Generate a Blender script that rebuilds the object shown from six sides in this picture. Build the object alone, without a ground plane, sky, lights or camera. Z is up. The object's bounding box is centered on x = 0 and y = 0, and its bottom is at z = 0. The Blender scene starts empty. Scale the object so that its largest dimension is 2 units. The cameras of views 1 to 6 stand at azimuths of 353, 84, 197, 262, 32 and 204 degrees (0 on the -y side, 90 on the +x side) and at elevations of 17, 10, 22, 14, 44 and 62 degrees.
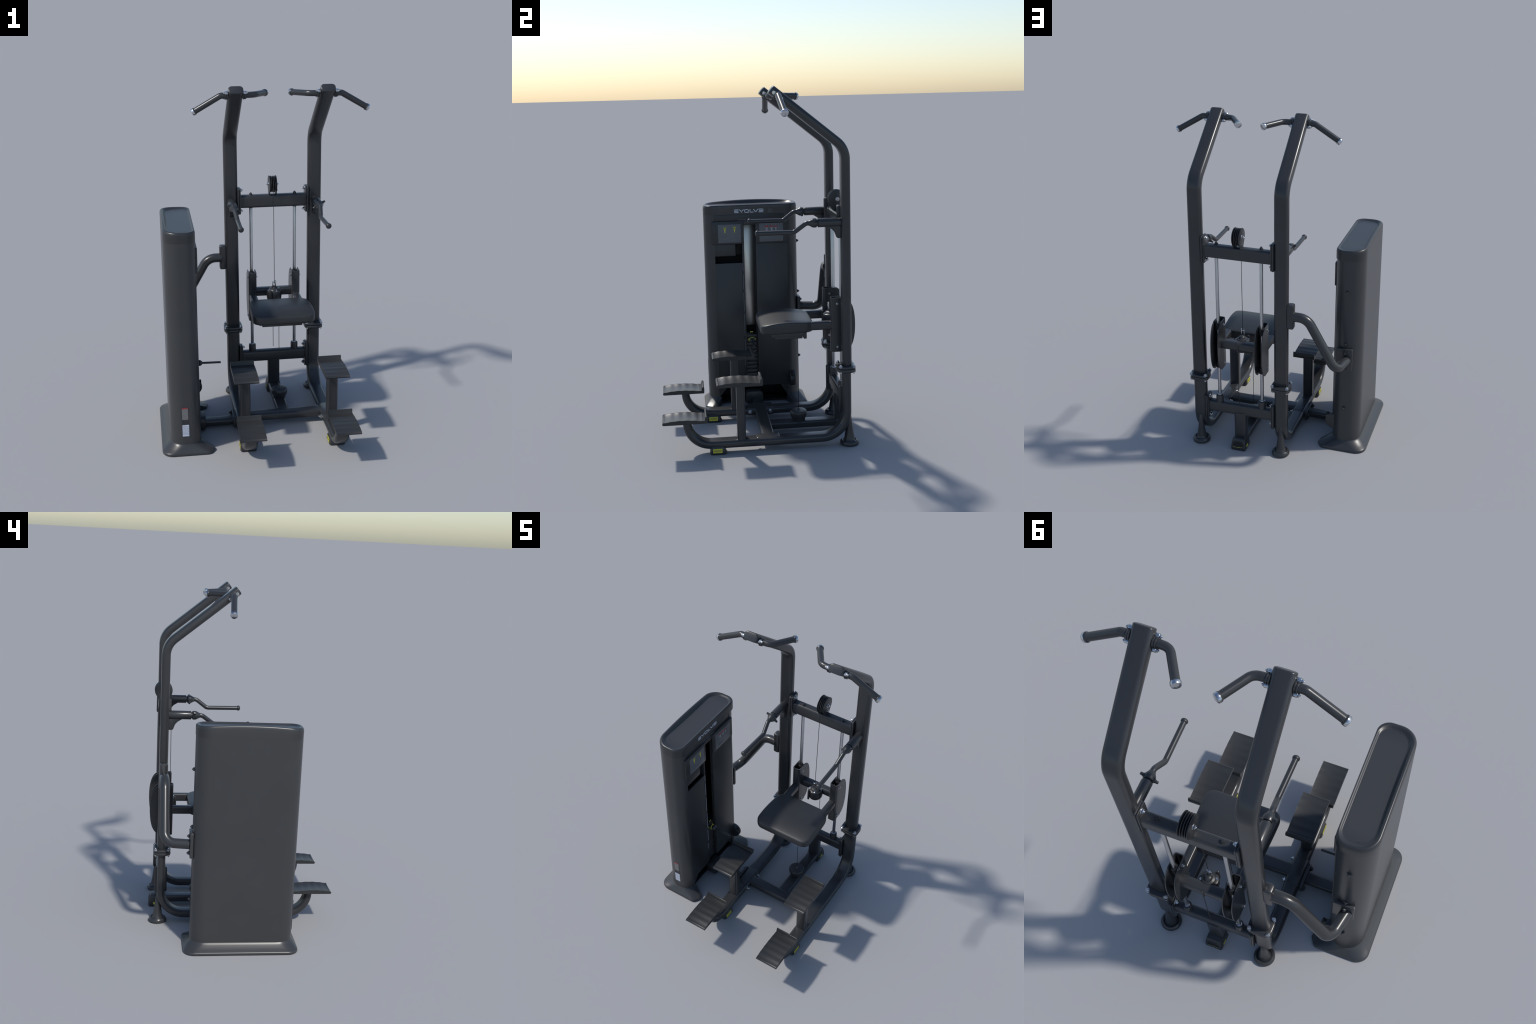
import bpy, math
from mathutils import Vector, Matrix

# ------------------------------------------------------------------ materials
def new_mat(name, color, rough=0.4, metallic=0.0, spec=0.5, grain=0.0, grain_scale=300.0,
            color2=None, var_scale=6.0, bump=0.0, coat=0.0):
    m = bpy.data.materials.new(name)
    m.use_nodes = True
    nt = m.node_tree
    bsdf = nt.nodes["Principled BSDF"]
    bsdf.inputs["Base Color"].default_value = (*color, 1)
    bsdf.inputs["Roughness"].default_value = rough
    bsdf.inputs["Metallic"].default_value = metallic
    bsdf.inputs["Specular IOR Level"].default_value = spec
    bsdf.inputs["Coat Weight"].default_value = coat
    tc = nt.nodes.new("ShaderNodeTexCoord")
    if color2 is not None:
        nz = nt.nodes.new("ShaderNodeTexNoise")
        nz.inputs["Scale"].default_value = var_scale
        nz.inputs["Detail"].default_value = 5
        nt.links.new(tc.outputs["Object"], nz.inputs["Vector"])
        rp = nt.nodes.new("ShaderNodeValToRGB")
        rp.color_ramp.elements[0].position = 0.35
        rp.color_ramp.elements[0].color = (*color, 1)
        rp.color_ramp.elements[1].position = 0.7
        rp.color_ramp.elements[1].color = (*color2, 1)
        nt.links.new(nz.outputs["Fac"], rp.inputs["Fac"])
        nt.links.new(rp.outputs["Color"], bsdf.inputs["Base Color"])
    if bump > 0:
        n2 = nt.nodes.new("ShaderNodeTexNoise")
        n2.inputs["Scale"].default_value = grain_scale
        n2.inputs["Detail"].default_value = 2
        nt.links.new(tc.outputs["Object"], n2.inputs["Vector"])
        bp = nt.nodes.new("ShaderNodeBump")
        bp.inputs["Strength"].default_value = bump
        bp.inputs["Distance"].default_value = 0.001
        nt.links.new(n2.outputs["Fac"], bp.inputs["Height"])
        nt.links.new(bp.outputs["Normal"], bsdf.inputs["Normal"])
    return m

FRAME = new_mat("powder_coat", (0.030, 0.0315, 0.034), 0.29, color2=(0.034, 0.0355, 0.038), bump=0.012)
SHELL = new_mat("shell_plastic", (0.038, 0.039, 0.041), 0.34, color2=(0.041, 0.042, 0.044), bump=0.012)
PANEL = new_mat("panel_plastic", (0.024, 0.0255, 0.028), 0.38, color2=(0.027, 0.0285, 0.031), bump=0.012)
SEAT = new_mat("vinyl", (0.025, 0.026, 0.028), 0.42, color2=(0.028, 0.029, 0.031), bump=0.04, grain_scale=420)
RUBBER = new_mat("rubber", (0.026, 0.027, 0.029), 0.40, color2=(0.030, 0.031, 0.033), bump=0.02)
GRIP = new_mat("grip_rubber", (0.028, 0.029, 0.031), 0.30, color2=(0.033, 0.034, 0.036), bump=0.02)
PEDAL = new_mat("pedal_rubber", (0.028, 0.0285, 0.029), 0.40, color2=(0.032, 0.0325, 0.033), spec=0.42, bump=0.02)
BLACK = new_mat("inner_black", (0.006, 0.006, 0.007), 0.7)
CABLE = new_mat("cable_black", (0.012, 0.012, 0.013), 0.5)
CHROME = new_mat("chrome", (0.52, 0.53, 0.55), 0.20, metallic=1.0, color2=(0.60, 0.61, 0.63), var_scale=20)
ROD = new_mat("polished_rod", (0.50, 0.51, 0.53), 0.32, metallic=1.0, color2=(0.54, 0.55, 0.57), var_scale=14)
SLOT_MIRROR = new_mat("mirror_metal", (0.50, 0.49, 0.48), 0.28, metallic=1.0, color2=(0.53, 0.52, 0.51), var_scale=4)  # mirror finish for the added plate that brightens the slot
YELLOW = new_mat("yellow_label", (0.52, 0.50, 0.05), 0.5, color2=(0.62, 0.58, 0.07), var_scale=60)
RED = new_mat("red_print", (0.30, 0.035, 0.04), 0.5)
WHITE = new_mat("white_label", (0.50, 0.53, 0.62), 0.5, color2=(0.60, 0.63, 0.70), var_scale=90)
GREYPRINT = new_mat("grey_print", (0.26, 0.28, 0.31), 0.5)
LOGO = new_mat("logo_print", (0.55, 0.60, 0.67), 0.45)
FAINT = new_mat("faint_print", (0.15, 0.16, 0.175), 0.5)
PLAC = new_mat("placard_grey", (0.105, 0.111, 0.122), 0.35, color2=(0.113, 0.119, 0.130))
WARN = new_mat("warning_grey", (0.12, 0.12, 0.12), 0.5, color2=(0.22, 0.22, 0.21), var_scale=420)

# ------------------------------------------------------------------ hierarchy
root = bpy.data.objects.new("exercise_machine", None)
bpy.context.scene.collection.objects.link(root)
root["label"] = "dark grey assisted dip and pull-up gym machine with weight tower"
root["category"] = "gym machine"

def add(name, vf, mat, parent=None, smooth=38.0):
    verts, faces = vf
    me = bpy.data.meshes.new(name)
    me.from_pydata([tuple(v) for v in verts], [], faces)
    me.validate()
    me.update()
    import bmesh
    bm = bmesh.new(); bm.from_mesh(me)
    bmesh.ops.remove_doubles(bm, verts=bm.verts, dist=1e-6)
    bmesh.ops.recalc_face_normals(bm, faces=bm.faces)
    bm.to_mesh(me); bm.free()
    me.polygons.foreach_set("use_smooth", [True] * len(me.polygons))
    me.set_sharp_from_angle(angle=math.radians(smooth))
    me.materials.append(mat)
    ob = bpy.data.objects.new(name, me)
    bpy.context.scene.collection.objects.link(ob)
    ob.parent = parent or root
    return ob

def merge(*vfs):
    V, F = [], []
    for v, f in vfs:
        o = len(V); V += list(v); F += [tuple(i + o for i in q) for q in f]
    return V, F

# ------------------------------------------------------------------ shape tools
def rr(w, h, r, n=5):
    """rounded rectangle, counter clockwise"""
    r = min(r, w / 2 - 1e-5, h / 2 - 1e-5)
    P = []
    for cx, cy, a0 in ((w/2-r, h/2-r, 0), (-w/2+r, h/2-r, 90), (-w/2+r, -h/2+r, 180), (w/2-r, -h/2+r, 270)):
        for i in range(n + 1):
            a = math.radians(a0 + 90 * i / n)
            P.append((cx + r * math.cos(a), cy + r * math.sin(a)))
    return P

def circ(r, n=24):
    return [(r * math.cos(2*math.pi*i/n), r * math.sin(2*math.pi*i/n)) for i in range(n)]

def fillet(pts, radii, n=10):
    """poly line with rounded corners; radii for the inner points"""
    pts = [Vector(p) for p in pts]
    out = [pts[0]]
    for i in range(1, len(pts) - 1):
        a, b, c = pts[i-1], pts[i], pts[i+1]
        d1 = (a - b).normalized(); d2 = (c - b).normalized()
        ang = d1.angle(d2); R = radii[i-1]
        t = R / math.tan(ang / 2)
        p1 = b + d1 * t
        ctr = b + (d1 + d2).normalized() * (R / math.sin(ang / 2))
        e1 = (p1 - ctr); e2 = (b + d2 * t - ctr)
        tot = e1.angle(e2)
        ax = e1.cross(e2).normalized()
        for k in range(n + 1):
            out.append(ctr + Matrix.Rotation(tot * k / n, 3, ax) @ e1)
    out.append(pts[-1])
    return out

def sweep(path, sec, udir=None, capr=0.0, capsteps=3, closed=False):
    """sweep a closed 2d section along a path. udir fixes the section's first axis."""
    path = [Vector(p) for p in path]
    n = len(path); rings = []; tang = []
    for i in range(n):
        if closed:
            t = path[(i+1) % n] - path[i-1]
        elif i == 0: t = path[1] - path[0]
        elif i == n-1: t = path[-1] - path[-2]
        else: t = (path[i+1]-path[i]).normalized() + (path[i]-path[i-1]).normalized()
        tang.append(t.normalized())
    if udir is None:
        t0 = tang[0]
        u = t0.orthogonal().normalized()
        us = [u]
        for i in range(1, n):
            u = tang[i-1].rotation_difference(tang[i]) @ u
            u = (u - tang[i] * u.dot(tang[i])).normalized(); us.append(u)
    else:
        us = []
        for t in tang:
            u = Vector(udir); u = (u - t * u.dot(t)).normalized(); us.append(u)
    hw = max(abs(p[0]) for p in sec); hh = max(abs(p[1]) for p in sec)
    def ring(c, u, t, inset=0.0):
        v = t.cross(u)
        sx = (hw - inset) / hw; sy = (hh - inset) / hh
        return [c + u * (p[0] * sx) + v * (p[1] * sy) for p in sec]
    if capr > 0 and not closed:
        for k in range(capsteps):
            a = math.pi / 2 * k / capsteps
            rings.append(ring(path[0] + tang[0] * capr * (1 - math.cos(a)), us[0], tang[0], capr * (1 - math.sin(a))))
        rings.append(ring(path[0] + tang[0] * capr, us[0], tang[0]))
        for i in range(1, n - 1): rings.append(ring(path[i], us[i], tang[i]))
        rings.append(ring(path[-1] - tang[-1] * capr, us[-1], tang[-1]))
        for k in reversed(range(capsteps)):
            a = math.pi / 2 * k / capsteps
            rings.append(ring(path[-1] - tang[-1] * capr * (1 - math.cos(a)), us[-1], tang[-1], capr * (1 - math.sin(a))))
    else:
        for i in range(n): rings.append(ring(path[i], us[i], tang[i]))
    return loft(rings, closed)

def loft(rings, closed=False, cap0=True, cap1=True, closed_section=True):
    m = len(rings[0]); V = [p for r in rings for p in r]; F = []
    R = len(rings)
    rng = range(R) if closed else range(R - 1)
    for i in rng:
        a = i * m; b = ((i + 1) % R) * m
        for j in range(m if closed_section else m - 1):
            k = (j + 1) % m
            F.append((a + j, a + k, b + k, b + j))
    if not closed and closed_section:
        if cap0: F.append(tuple(reversed(range(m))))
        if cap1: F.append(tuple(range((R-1)*m, R*m)))
    return V, F

def lathe(profile, origin=(0, 0, 0), axis=(0, 0, 1), n=28):
    """revolve (radius, height) profile round the axis"""
    ax = Vector(axis).normalized(); o = Vector(origin)
    u = ax.orthogonal().normalized(); v = ax.cross(u)
    rings = []
    for r, h in profile:
        r = max(r, 1e-5)
        rings.append([o + ax * h + (u * math.cos(2*math.pi*i/n) + v * math.sin(2*math.pi*i/n)) * r for i in range(n)])
    return loft(rings)

def cyl(p0, p1, r, b=0.0015, n=24):
    p0 = Vector(p0); p1 = Vector(p1); L = (p1 - p0).length
    b = min(b, r * 0.9, L * 0.45)
    return lathe([(r - b, 0), (r - b * 0.3, b * 0.3), (r, b), (r, L - b), (r - b * 0.3, L - b * 0.3), (r - b, L)], p0, p1 - p0, n)

def inset_poly(P, d):
    n = len(P); out = []
    for i in range(n):
        a = Vector(P[i-1]); b = Vector(P[i]); c = Vector(P[(i+1) % n])
        e1 = (b - a); e2 = (c - b)
        n1 = Vector((-e1.y, e1.x)).normalized(); n2 = Vector((-e2.y, e2.x)).normalized()
        m = n1 + n2
        if m.length < 1e-6: m = n1
        m.normalize()
        s = d / max(0.35, m.dot(n1))
        out.append((b.x + m.x * s, b.y + m.y * s))
    return out

def prism(P, to3, z0, z1, b=0.0):
    """extrude a 2d outline (ccw); to3(u, v, w) maps it to space; edges rounded by b"""
    if b > 0:
        lv = [(inset_poly(P, b), z0), (inset_poly(P, b * 0.3), z0 + b * 0.3), (P, z0 + b), (P, z1 - b),
              (inset_poly(P, b * 0.3), z1 - b * 0.3), (inset_poly(P, b), z1)]
    else:
        lv = [(P, z0), (P, z1)]
    return loft([[Vector(to3(u, v, w)) for u, v in Q] for Q, w in lv])

XY = lambda u, v, w: (u, v, w)
YZ = lambda u, v, w: (w, u, v)      # extrude along x
XZ = lambda u, v, w: (u, w, v)      # extrude along y

def box(x0, x1, y0, y1, z0, z1, r=0.004, b=None, axis='z'):
    """box with rounded edges, plan corner radius r seen along the axis"""
    b = min(r, 0.004) if b is None else b
    if axis == 'z':
        c = ((x0+x1)/2, (y0+y1)/2)
        P = [(p[0]+c[0], p[1]+c[1]) for p in rr(x1-x0, y1-y0, r)]
        return prism(P, XY, z0, z1, b)
    if axis == 'x':
        c = ((y0+y1)/2, (z0+z1)/2)
        P = [(p[0]+c[0], p[1]+c[1]) for p in rr(y1-y0, z1-z0, r)]
        return prism(P, YZ, x0, x1, b)
    c = ((x0+x1)/2, (z0+z1)/2)
    P = [(p[0]+c[0], p[1]+c[1]) for p in rr(x1-x0, z1-z0, r)]
    return prism(P, XZ, y0, y1, b)

# bolts: shared meshes, placed as copies
def bolt_mesh(name, mat, washer=True):
    prof6 = lathe([(0.0080, 0.0025), (0.0095, 0.0035), (0.0095, 0.0090), (0.0080, 0.0105)], n=6)
    was = lathe([(0.0125, -0.002), (0.0130, 0.001), (0.0120, 0.0026)], n=20)
    core = lathe([(0.0045, 0.009), (0.0045, 0.0145), (0.0038, 0.0155)], n=14)
    ob = add(name, merge(prof6, was, core), mat)
    return ob
BOLT_C = bolt_mesh("bolt", CHROME)
BOLT_D = bolt_mesh("dark_bolt", FRAME)
for o in (BOLT_C, BOLT_D):
    bpy.context.scene.collection.objects.unlink(o)
def bolt(pos, axis, parent, s=1.0, dark=False, spin=0.0):
    src = BOLT_D if dark else BOLT_C
    ob = src.copy()
    bpy.context.scene.collection.objects.link(ob)
    ob.parent = parent
    q = Vector((0, 0, 1)).rotation_difference(Vector(axis).normalized())
    ob.matrix_local = Matrix.Translation(pos) @ q.to_matrix().to_4x4() @ Matrix.Rotation(spin, 4, 'Z') @ Matrix.Scale(s, 4)
    return ob

CX = 0.1195            # mirror plane of the frame
PX = 0.2555            # posts sit this far either side of it
PY = 0.4795            # post centre in depth
SX = (1, -1)

# ------------------------------------------------------------------ posts and rails
ARM = Vector((0, -0.391, 0.316)).normalized()
for s in SX:
    px = CX + s * PX
    up = fillet([(px, PY, 0.447), (px, PY, 1.6640), (px, 0.0872, 1.9822)], [0.120], 14)
    post = add("upright_post", sweep(up, rr(0.0835, 0.0490, 0.020, 7), (1, 0, 0), capr=0.006), FRAME)
    lo = fillet([(px, 0.4775, 0.447), (px, 0.4775, 0.0505), (px, -0.287, 0.0505)], [0.144], 14)
    for k in range(1, 13):
        a = math.radians(88 * k / 12)
        lo.append(Vector((px, -0.287 - 0.1310 * math.sin(a), 0.1815 - 0.1310 * math.cos(a))))
    lo.append(Vector((px, -0.4185, 0.205)))
    rail = add("base_rail", sweep(lo, rr(0.0800, 0.0460, 0.019, 7), (1, 0, 0)), FRAME)
    # collar joint with four bolts
    oct_ = rr(0.116, 0.102, 0.036, 6)
    col = add("collar", merge(
        prism([(px + p[0], 0.4760 + p[1]) for p in oct_], XY, 0.4285, 0.4490, 0.007),
        prism([(px + p[0], 0.4760 + p[1]) for p in oct_], XY, 0.4480, 0.4655, 0.007)), FRAME)
    for bx in (-1, 1):
        for by in (-1, 1):
            bolt((px + bx * 0.044, 0.476 + by * 0.037, 0.4620), (0, 0, 1), col, 0.95)
            bolt((px + bx * 0.044, 0.476 + by * 0.037, 0.4330), (0, 0, -1), col, 0.70)
    # levelling foot
    fx = px - 0.001
    add("levelling_foot", lathe([(0.050, 0.0), (0.0535, 0.004), (0.0535, 0.012), (0.050, 0.020), (0.043, 0.026), (0.038, 0.0255),
                                 (0.035, 0.022), (0.0315, 0.027), (0.028, 0.040), (0.021, 0.085), (0.015, 0.135), (0.010, 0.175), (0.004, 0.185)],
                                (fx, 0.4925, 0.0), (0, 0, 1), 36), FRAME)
    # front rubber pad under the rail
    ring = []
    for hw, y0, y1, z in ((0.045, -0.295, -0.208, 0.0), (0.047, -0.297, -0.206, 0.004), (0.0465, -0.295, -0.208, 0.020),
                          (0.0455, -0.291, -0.213, 0.036), (0.042, -0.288, -0.217, 0.043), (0.036, -0.284, -0.222, 0.050)):
        ring.append([Vector((px + p[0], (y0+y1)/2 + p[1], z)) for p in rr(2*hw, y1-y0, 0.012)])
    pad = add("rubber_pad", loft(ring), RUBBER)
    for t in SX:
        lab, ink = [], []
        def side(y, z, o=0.0008):
            return Vector((px + t * (0.0470 - 0.0012 * (z - 0.004) / 0.026 + o), y, z))
        def quad(y0, y1, z0, z1, o):
            a = [side(y0, z0, o), side(y1, z0, o), side(y1, z1, o), side(y0, z1, o)]
            b = [p - Vector((t * 0.002, 0, 0)) for p in a]
            return (a + b, [(0, 1, 2, 3), (7, 6, 5, 4), (0, 4, 5, 1), (1, 5, 6, 2), (2, 6, 7, 3), (3, 7, 4, 0)])
        add("yellow_label", quad(-0.281, -0.229, 0.0095, 0.0335, 0.0010), YELLOW, pad)
        for k in range(8):
            y = -0.273 + 0.0050 * k
            ink.append(quad(y, y + 0.0030, 0.019 + 0.001 * (k % 2), 0.025, 0.0016))
        add("label_text", merge(*ink), PANEL, pad)
    # dip handle
    add("handle_boss", cyl((px, 0.460, 1.266), (px, 0.329, 1.266), 0.0248, 0.002, 30), FRAME)
    G = [(0.460, 1.248), (0.372, 1.248), (0.386, 1.240), (0.406, 1.228), (0.420, 1.212), (0.426, 1.196), (0.430, 1.184), (0.437, 1.179), (0.460, 1.179)]
    add("gusset", prism(list(reversed(G)) if False else G, YZ, px - 0.013, px + 0.013, 0.003), FRAME)
    hx = px - s * 0.001
    hub = lathe([(0.012, 0.0), (0.019, 0.001), (0.0245, 0.004), (0.0255, 0.010), (0.0255, 0.020), (0.0235, 0.027), (0.018, 0.036), (0.0138, 0.046)],
                (hx, 0.325, 1.266), (0, -1, 0), 28)
    handle = add("dip_handle", merge(hub, cyl((px, 0.335, 1.266), (px, 0.318, 1.266), 0.018, 0.001),
        sweep(fillet([(hx, 0.30, 1.266), (hx, 0.266, 1.266), (hx - s*0.010, 0.200, 1.217), (hx - s*0.006, 0.002, 1.219)], [0.035, 0.035], 8), circ(0.0128, 20))), FRAME)
    lugs = []
    for a in (30, 210):
        d = Vector((math.cos(math.radians(a)) * s, 0, math.sin(math.radians(a))))
        c = Vector((hx, 0.311, 1.266))
        lugs.append(lathe([(0.012, 0.018), (0.009, 0.026), (0.0065, 0.033), (0.0065, 0.040), (0.005, 0.0415)], c, d, 14))
    add("locking_knob", merge(*lugs), FRAME, handle)
    add("handle_tip", lathe([(0.0128, -0.004), (0.0155, -0.001), (0.0165, 0.004), (0.0150, 0.010), (0.010, 0.014), (0.003, 0.0155)],
                            (hx - s*0.006, 0.003, 1.219), (0, -1, 0), 22), RUBBER, handle)
    # pull-up grips, outer and inner
    gc = Vector((px, 0.119, 1.9475))
    for t in SX:
        d = Vector((s * t, 0, 0))
        if t == 1:
            pts = [gc + d * 0.050, gc + d * 0.082, Vector((CX + s * 0.4815, 0.132, 1.864))]
            R = 0.030
        else:
            pts = [gc + d * 0.050, gc + d * 0.104 + Vector((0, 0.004, 0.001)), Vector((CX + s * 0.0780, 0.240, 1.943))]
            R = 0.045
        path = fillet(pts, [R], 10)
        grip = add("pull_up_grip", sweep(path, circ(0.0170, 24)), GRIP)
        e = (path[-1] - path[-2]).normalized()
        add("grip_collar", lathe([(0.0168, -0.008), (0.0185, -0.005), (0.0203, -0.002), (0.0203, 0.0)], path[-1], e, 28), GRIP, grip)
        add("end_cap", lathe([(0.0203, -0.0005), (0.0207, 0.003), (0.0205, 0.009), (0.0185, 0.0130), (0.012, 0.0150), (0.002, 0.0155)], path[-1], e, 28), CHROME, grip)
        cl = add("grip_clamp", merge(cyl(gc + d * 0.036, gc + d * 0.052, 0.0165, 0.001),
                                     cyl(gc + d * 0.0415, gc + d * 0.0485, 0.0235, 0.0015, 28),
                                     cyl(gc + d * 0.0500, gc + d * 0.0570, 0.0225, 0.0015, 28)), FRAME, grip)
        for q in (-1, 1):
            p = gc + ARM * (q * 0.0245)
            bolt(p + d * 0.0570, d, cl, 0.75, spin=0.3)
            bolt(p + d * 0.0500, -d, cl, 0.70, spin=0.6)
            add("clamp_ear", cyl(p + d * 0.0425, p + d * 0.0565, 0.0095, 0.0015, 18), CHROME, cl)

# ------------------------------------------------------------------ cross members
IN = PX - 0.0415
def cross_member(z0, z1, f0, f1, name, yc, dep):
    cb = add(name, sweep([(CX - IN + 0.010, yc, (z0+z1)/2), (CX + IN - 0.010, yc, (z0+z1)/2)], rr(dep, z1 - z0, 0.015, 6), (0, 1, 0)), FRAME)
    for s in SX:
        xi = CX + s * IN
        x0, x1 = sorted((xi + s * 0.003, xi - s * 0.0165))
        fl = add("flange", merge(box(x0, xi - s*0.0075, 0.440, 0.513, f0, f1, 0.010, 0.003, 'x') if s < 0 else box(xi - s*0.0075, x1, 0.440, 0.513, f0, f1, 0.010, 0.003, 'x'),
                                 box(xi - s*0.0085, x1, 0.442, 0.511, f0+0.002, f1-0.002, 0.010, 0.003, 'x') if s < 0 else box(x0, xi - s*0.0085, 0.442, 0.511, f0+0.002, f1-0.002, 0.010, 0.003, 'x')), FRAME, cb)
        for zz in (f0 + 0.017, f1 - 0.017):
            bolt((xi - s * 0.0165, 0.478, zz), (-s, 0, 0), fl, 1.0, spin=0.2)
    return cb
top_bar = cross_member(1.2245, 1.3030, 1.187, 1.3505, "top_crossbar", 0.479, 0.052)
low_bar = cross_member(0.2150, 0.2880, 0.168, 0.327, "lower_crossbar", 0.4745, 0.048)
RX = 0.1345
for s in SX:
    rx = CX + s * RX
    add("guide_rod", cyl((rx, 0.475, 0.30), (rx, 0.475, 1.240), 0.0102, 0.001, 28), ROD)
    add("rod_socket", lathe([(0.0215, 0.275), (0.0225, 0.285), (0.0225, 0.324), (0.0210, 0.330), (0.0165, 0.332)], (rx, 0.475, 0), (0, 0, 1), 28), FRAME, low_bar)
    add("rod_ferrule", cyl((rx, 0.475, 0.331), (rx, 0.475, 0.3345), 0.0135, 0.001), CHROME, low_bar)
    add("rod_seat", cyl((rx, 0.475, 1.222), (rx, 0.475, 1.233), 0.0135, 0.001), FRAME, top_bar)
    bolt((rx, 0.473, 1.303), (0, 0, 1), top_bar, 1.0, dark=True)

# middle support: post, rail, cross tube, rear pad, flat pulley
add("middle_post", sweep([(CX, 0.476, 0.045), (CX, 0.476, 0.235)], rr(0.075, 0.050, 0.014, 5), (1, 0, 0)), FRAME)
add("middle_rail", sweep([(CX, 0.045, 0.0440), (CX, 0.520, 0.0440)], rr(0.074, 0.042, 0.012, 5), (1, 0, 0)), FRAME)
add("cross_tube", sweep([(CX - PX + 0.03, 0.036, 0.0515), (CX + PX - 0.03, 0.036, 0.0515)], rr(0.070, 0.0445, 0.012, 5), (0, 1, 0)), FRAME)
ring = []
for hw, y0, y1, z in ((0.044, 0.452, 0.541, 0.0), (0.046, 0.450, 0.543, 0.004), (0.045, 0.452, 0.540, 0.026), (0.042, 0.454, 0.535, 0.054), (0.038, 0.456, 0.531, 0.068), (0.033, 0.460, 0.526, 0.073)):
    ring.append([Vector((CX + p[0], (y0+y1)/2 + p[1], z)) for p in rr(2*hw, y1-y0, 0.008)])
rpad = add("rubber_pad", loft(ring), RUBBER)
oval = [(p[0], p[1]) for p in rr(0.068, 0.040, 0.019, 8)]
ov = [Vector((CX + p[0], 0.5378 - 0.16 * p[1], 0.037 + p[1])) for p in oval]
add("tube_mouth", sweep(ov, circ(0.0030, 8), closed=True), RUBBER, rpad)
add("mouth_disc", prism([(p[0] * 0.96, p[1] * 0.96) for p in oval], lambda u, v, w: (CX + u, 0.5378 - 0.16 * v + w, 0.037 + v), -0.004, 0.0014, 0.0), BLACK, rpad)  # solid black disc on the pad stands for the hole
add("yellow_label", merge(*[box(CX + u0, CX + u1, 0.5385, 0.5420, z0 - 0.003, z1 - 0.003, 0.001, 0.0002, 'y') for u0, u1, z0, z1 in
    ((0.020, 0.031, 0.020, 0.026), (0.004, 0.018, 0.020, 0.024), (-0.012, 0.002, 0.020, 0.025), (-0.026, -0.016, 0.021, 0.026))]), YELLOW, rpad)
for t in SX:
    add("yellow_label", box(CX + t * 0.0440 - 0.002, CX + t * 0.0440 + 0.002, 0.486, 0.514, 0.0120, 0.0270, 0.002, 0.0003, 'x'), YELLOW, rpad)
fp = add("flat_pulley", lathe([(0.036, 0.058), (0.039, 0.074), (0.043, 0.084), (0.0475, 0.093), (0.0496, 0.103), (0.0500, 0.112), (0.0490, 0.119), (0.045, 0.1240),
                               (0.030, 0.1275), (0.012, 0.1275), (0.002, 0.127)], (CX + 0.001, 0.238, 0), (0, 0, 1), 40), RUBBER)
add("pulley_eye", lathe([(0.010, 0.127), (0.009, 0.130), (0.004, 0.134), (0.002, 0.138)], (CX + 0.001, 0.238, 0), (0, 0, 1), 16), FRAME, fp)
for s in SX:   # saddles and bolts where the cross tube meets the rails
    px = CX + s * PX
    if s < 0:
        sd = add("rail_saddle", sweep([(px, -0.042, 0.0505), (px, 0.112, 0.0505)], rr(0.085, 0.050, 0.018, 6), (1, 0, 0), capr=0.004), FRAME)
    else:
        sd = add("rail_saddle", box(px - 0.0430, px + 0.024, -0.036, 0.096, 0.034, 0.0760, 0.010), FRAME)
    for yy in (-0.030, 0.092):
        bolt((px - s * 0.0430, yy, 0.051), (-s, 0, 0), sd, 1.0)

# ------------------------------------------------------------------ foot plates
def foot_plate(px, y0, y1, zb):
    """ribbed rubber step: domed profile with a raised lip at the back"""
    n = 120; top = []; L = y1 - y0
    for i in range(n + 1):
        t = i / n
        y = y0 + L * t
        dome = 0.0125 + 0.0095 * math.sin(math.pi * min(1.0, (t * 1.02) ** 0.85)) ** 1.2
        wave = 0.0007 * math.cos(2 * math.pi * t * 5.5)
        z = zb + dome + wave * (1 if 0.03 < t < 0.9 else 0.2)
        if t > 0.940:
            k = (t - 0.940) / 0.060          # steep lip with a rounded crest
            z = zb + 0.0135 + 0.0225 * (1 - (1 - min(1.0, k * 2.6)) ** 2) - 0.0060 * max(0.0, (k - 0.60) / 0.40) ** 2
        if t < 0.04:
            z = zb + 0.0155 - 0.008 * (1 - t / 0.04) ** 2
        top.append((y, z))
    prof = [(y1 - 0.004, zb), (y1 - 0.0005, zb + 0.004), (y1, zb + 0.020)] + list(reversed(top)) + [(y0 + 0.003, zb + 0.001), (y0 + 0.008, zb)]
    prof = list(reversed(prof))
    return prism(prof, YZ, px - 0.0695, px + 0.0695, 0.0012)
for s in SX:
    px = CX + 0.003 + s * 0.2585
    rx = CX + s * PX
    add("foot_plate", foot_plate(px, -0.552, -0.306, 0.196), PEDAL)
    hi = add("foot_plate", foot_plate(px, -0.251, 0.002, 0.3925), PEDAL)
    add("step_post", sweep([(rx, -0.118, 0.060), (rx, -0.118, 0.398)], rr(0.064, 0.047, 0.012, 5), (1, 0, 0)), FRAME)

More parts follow.
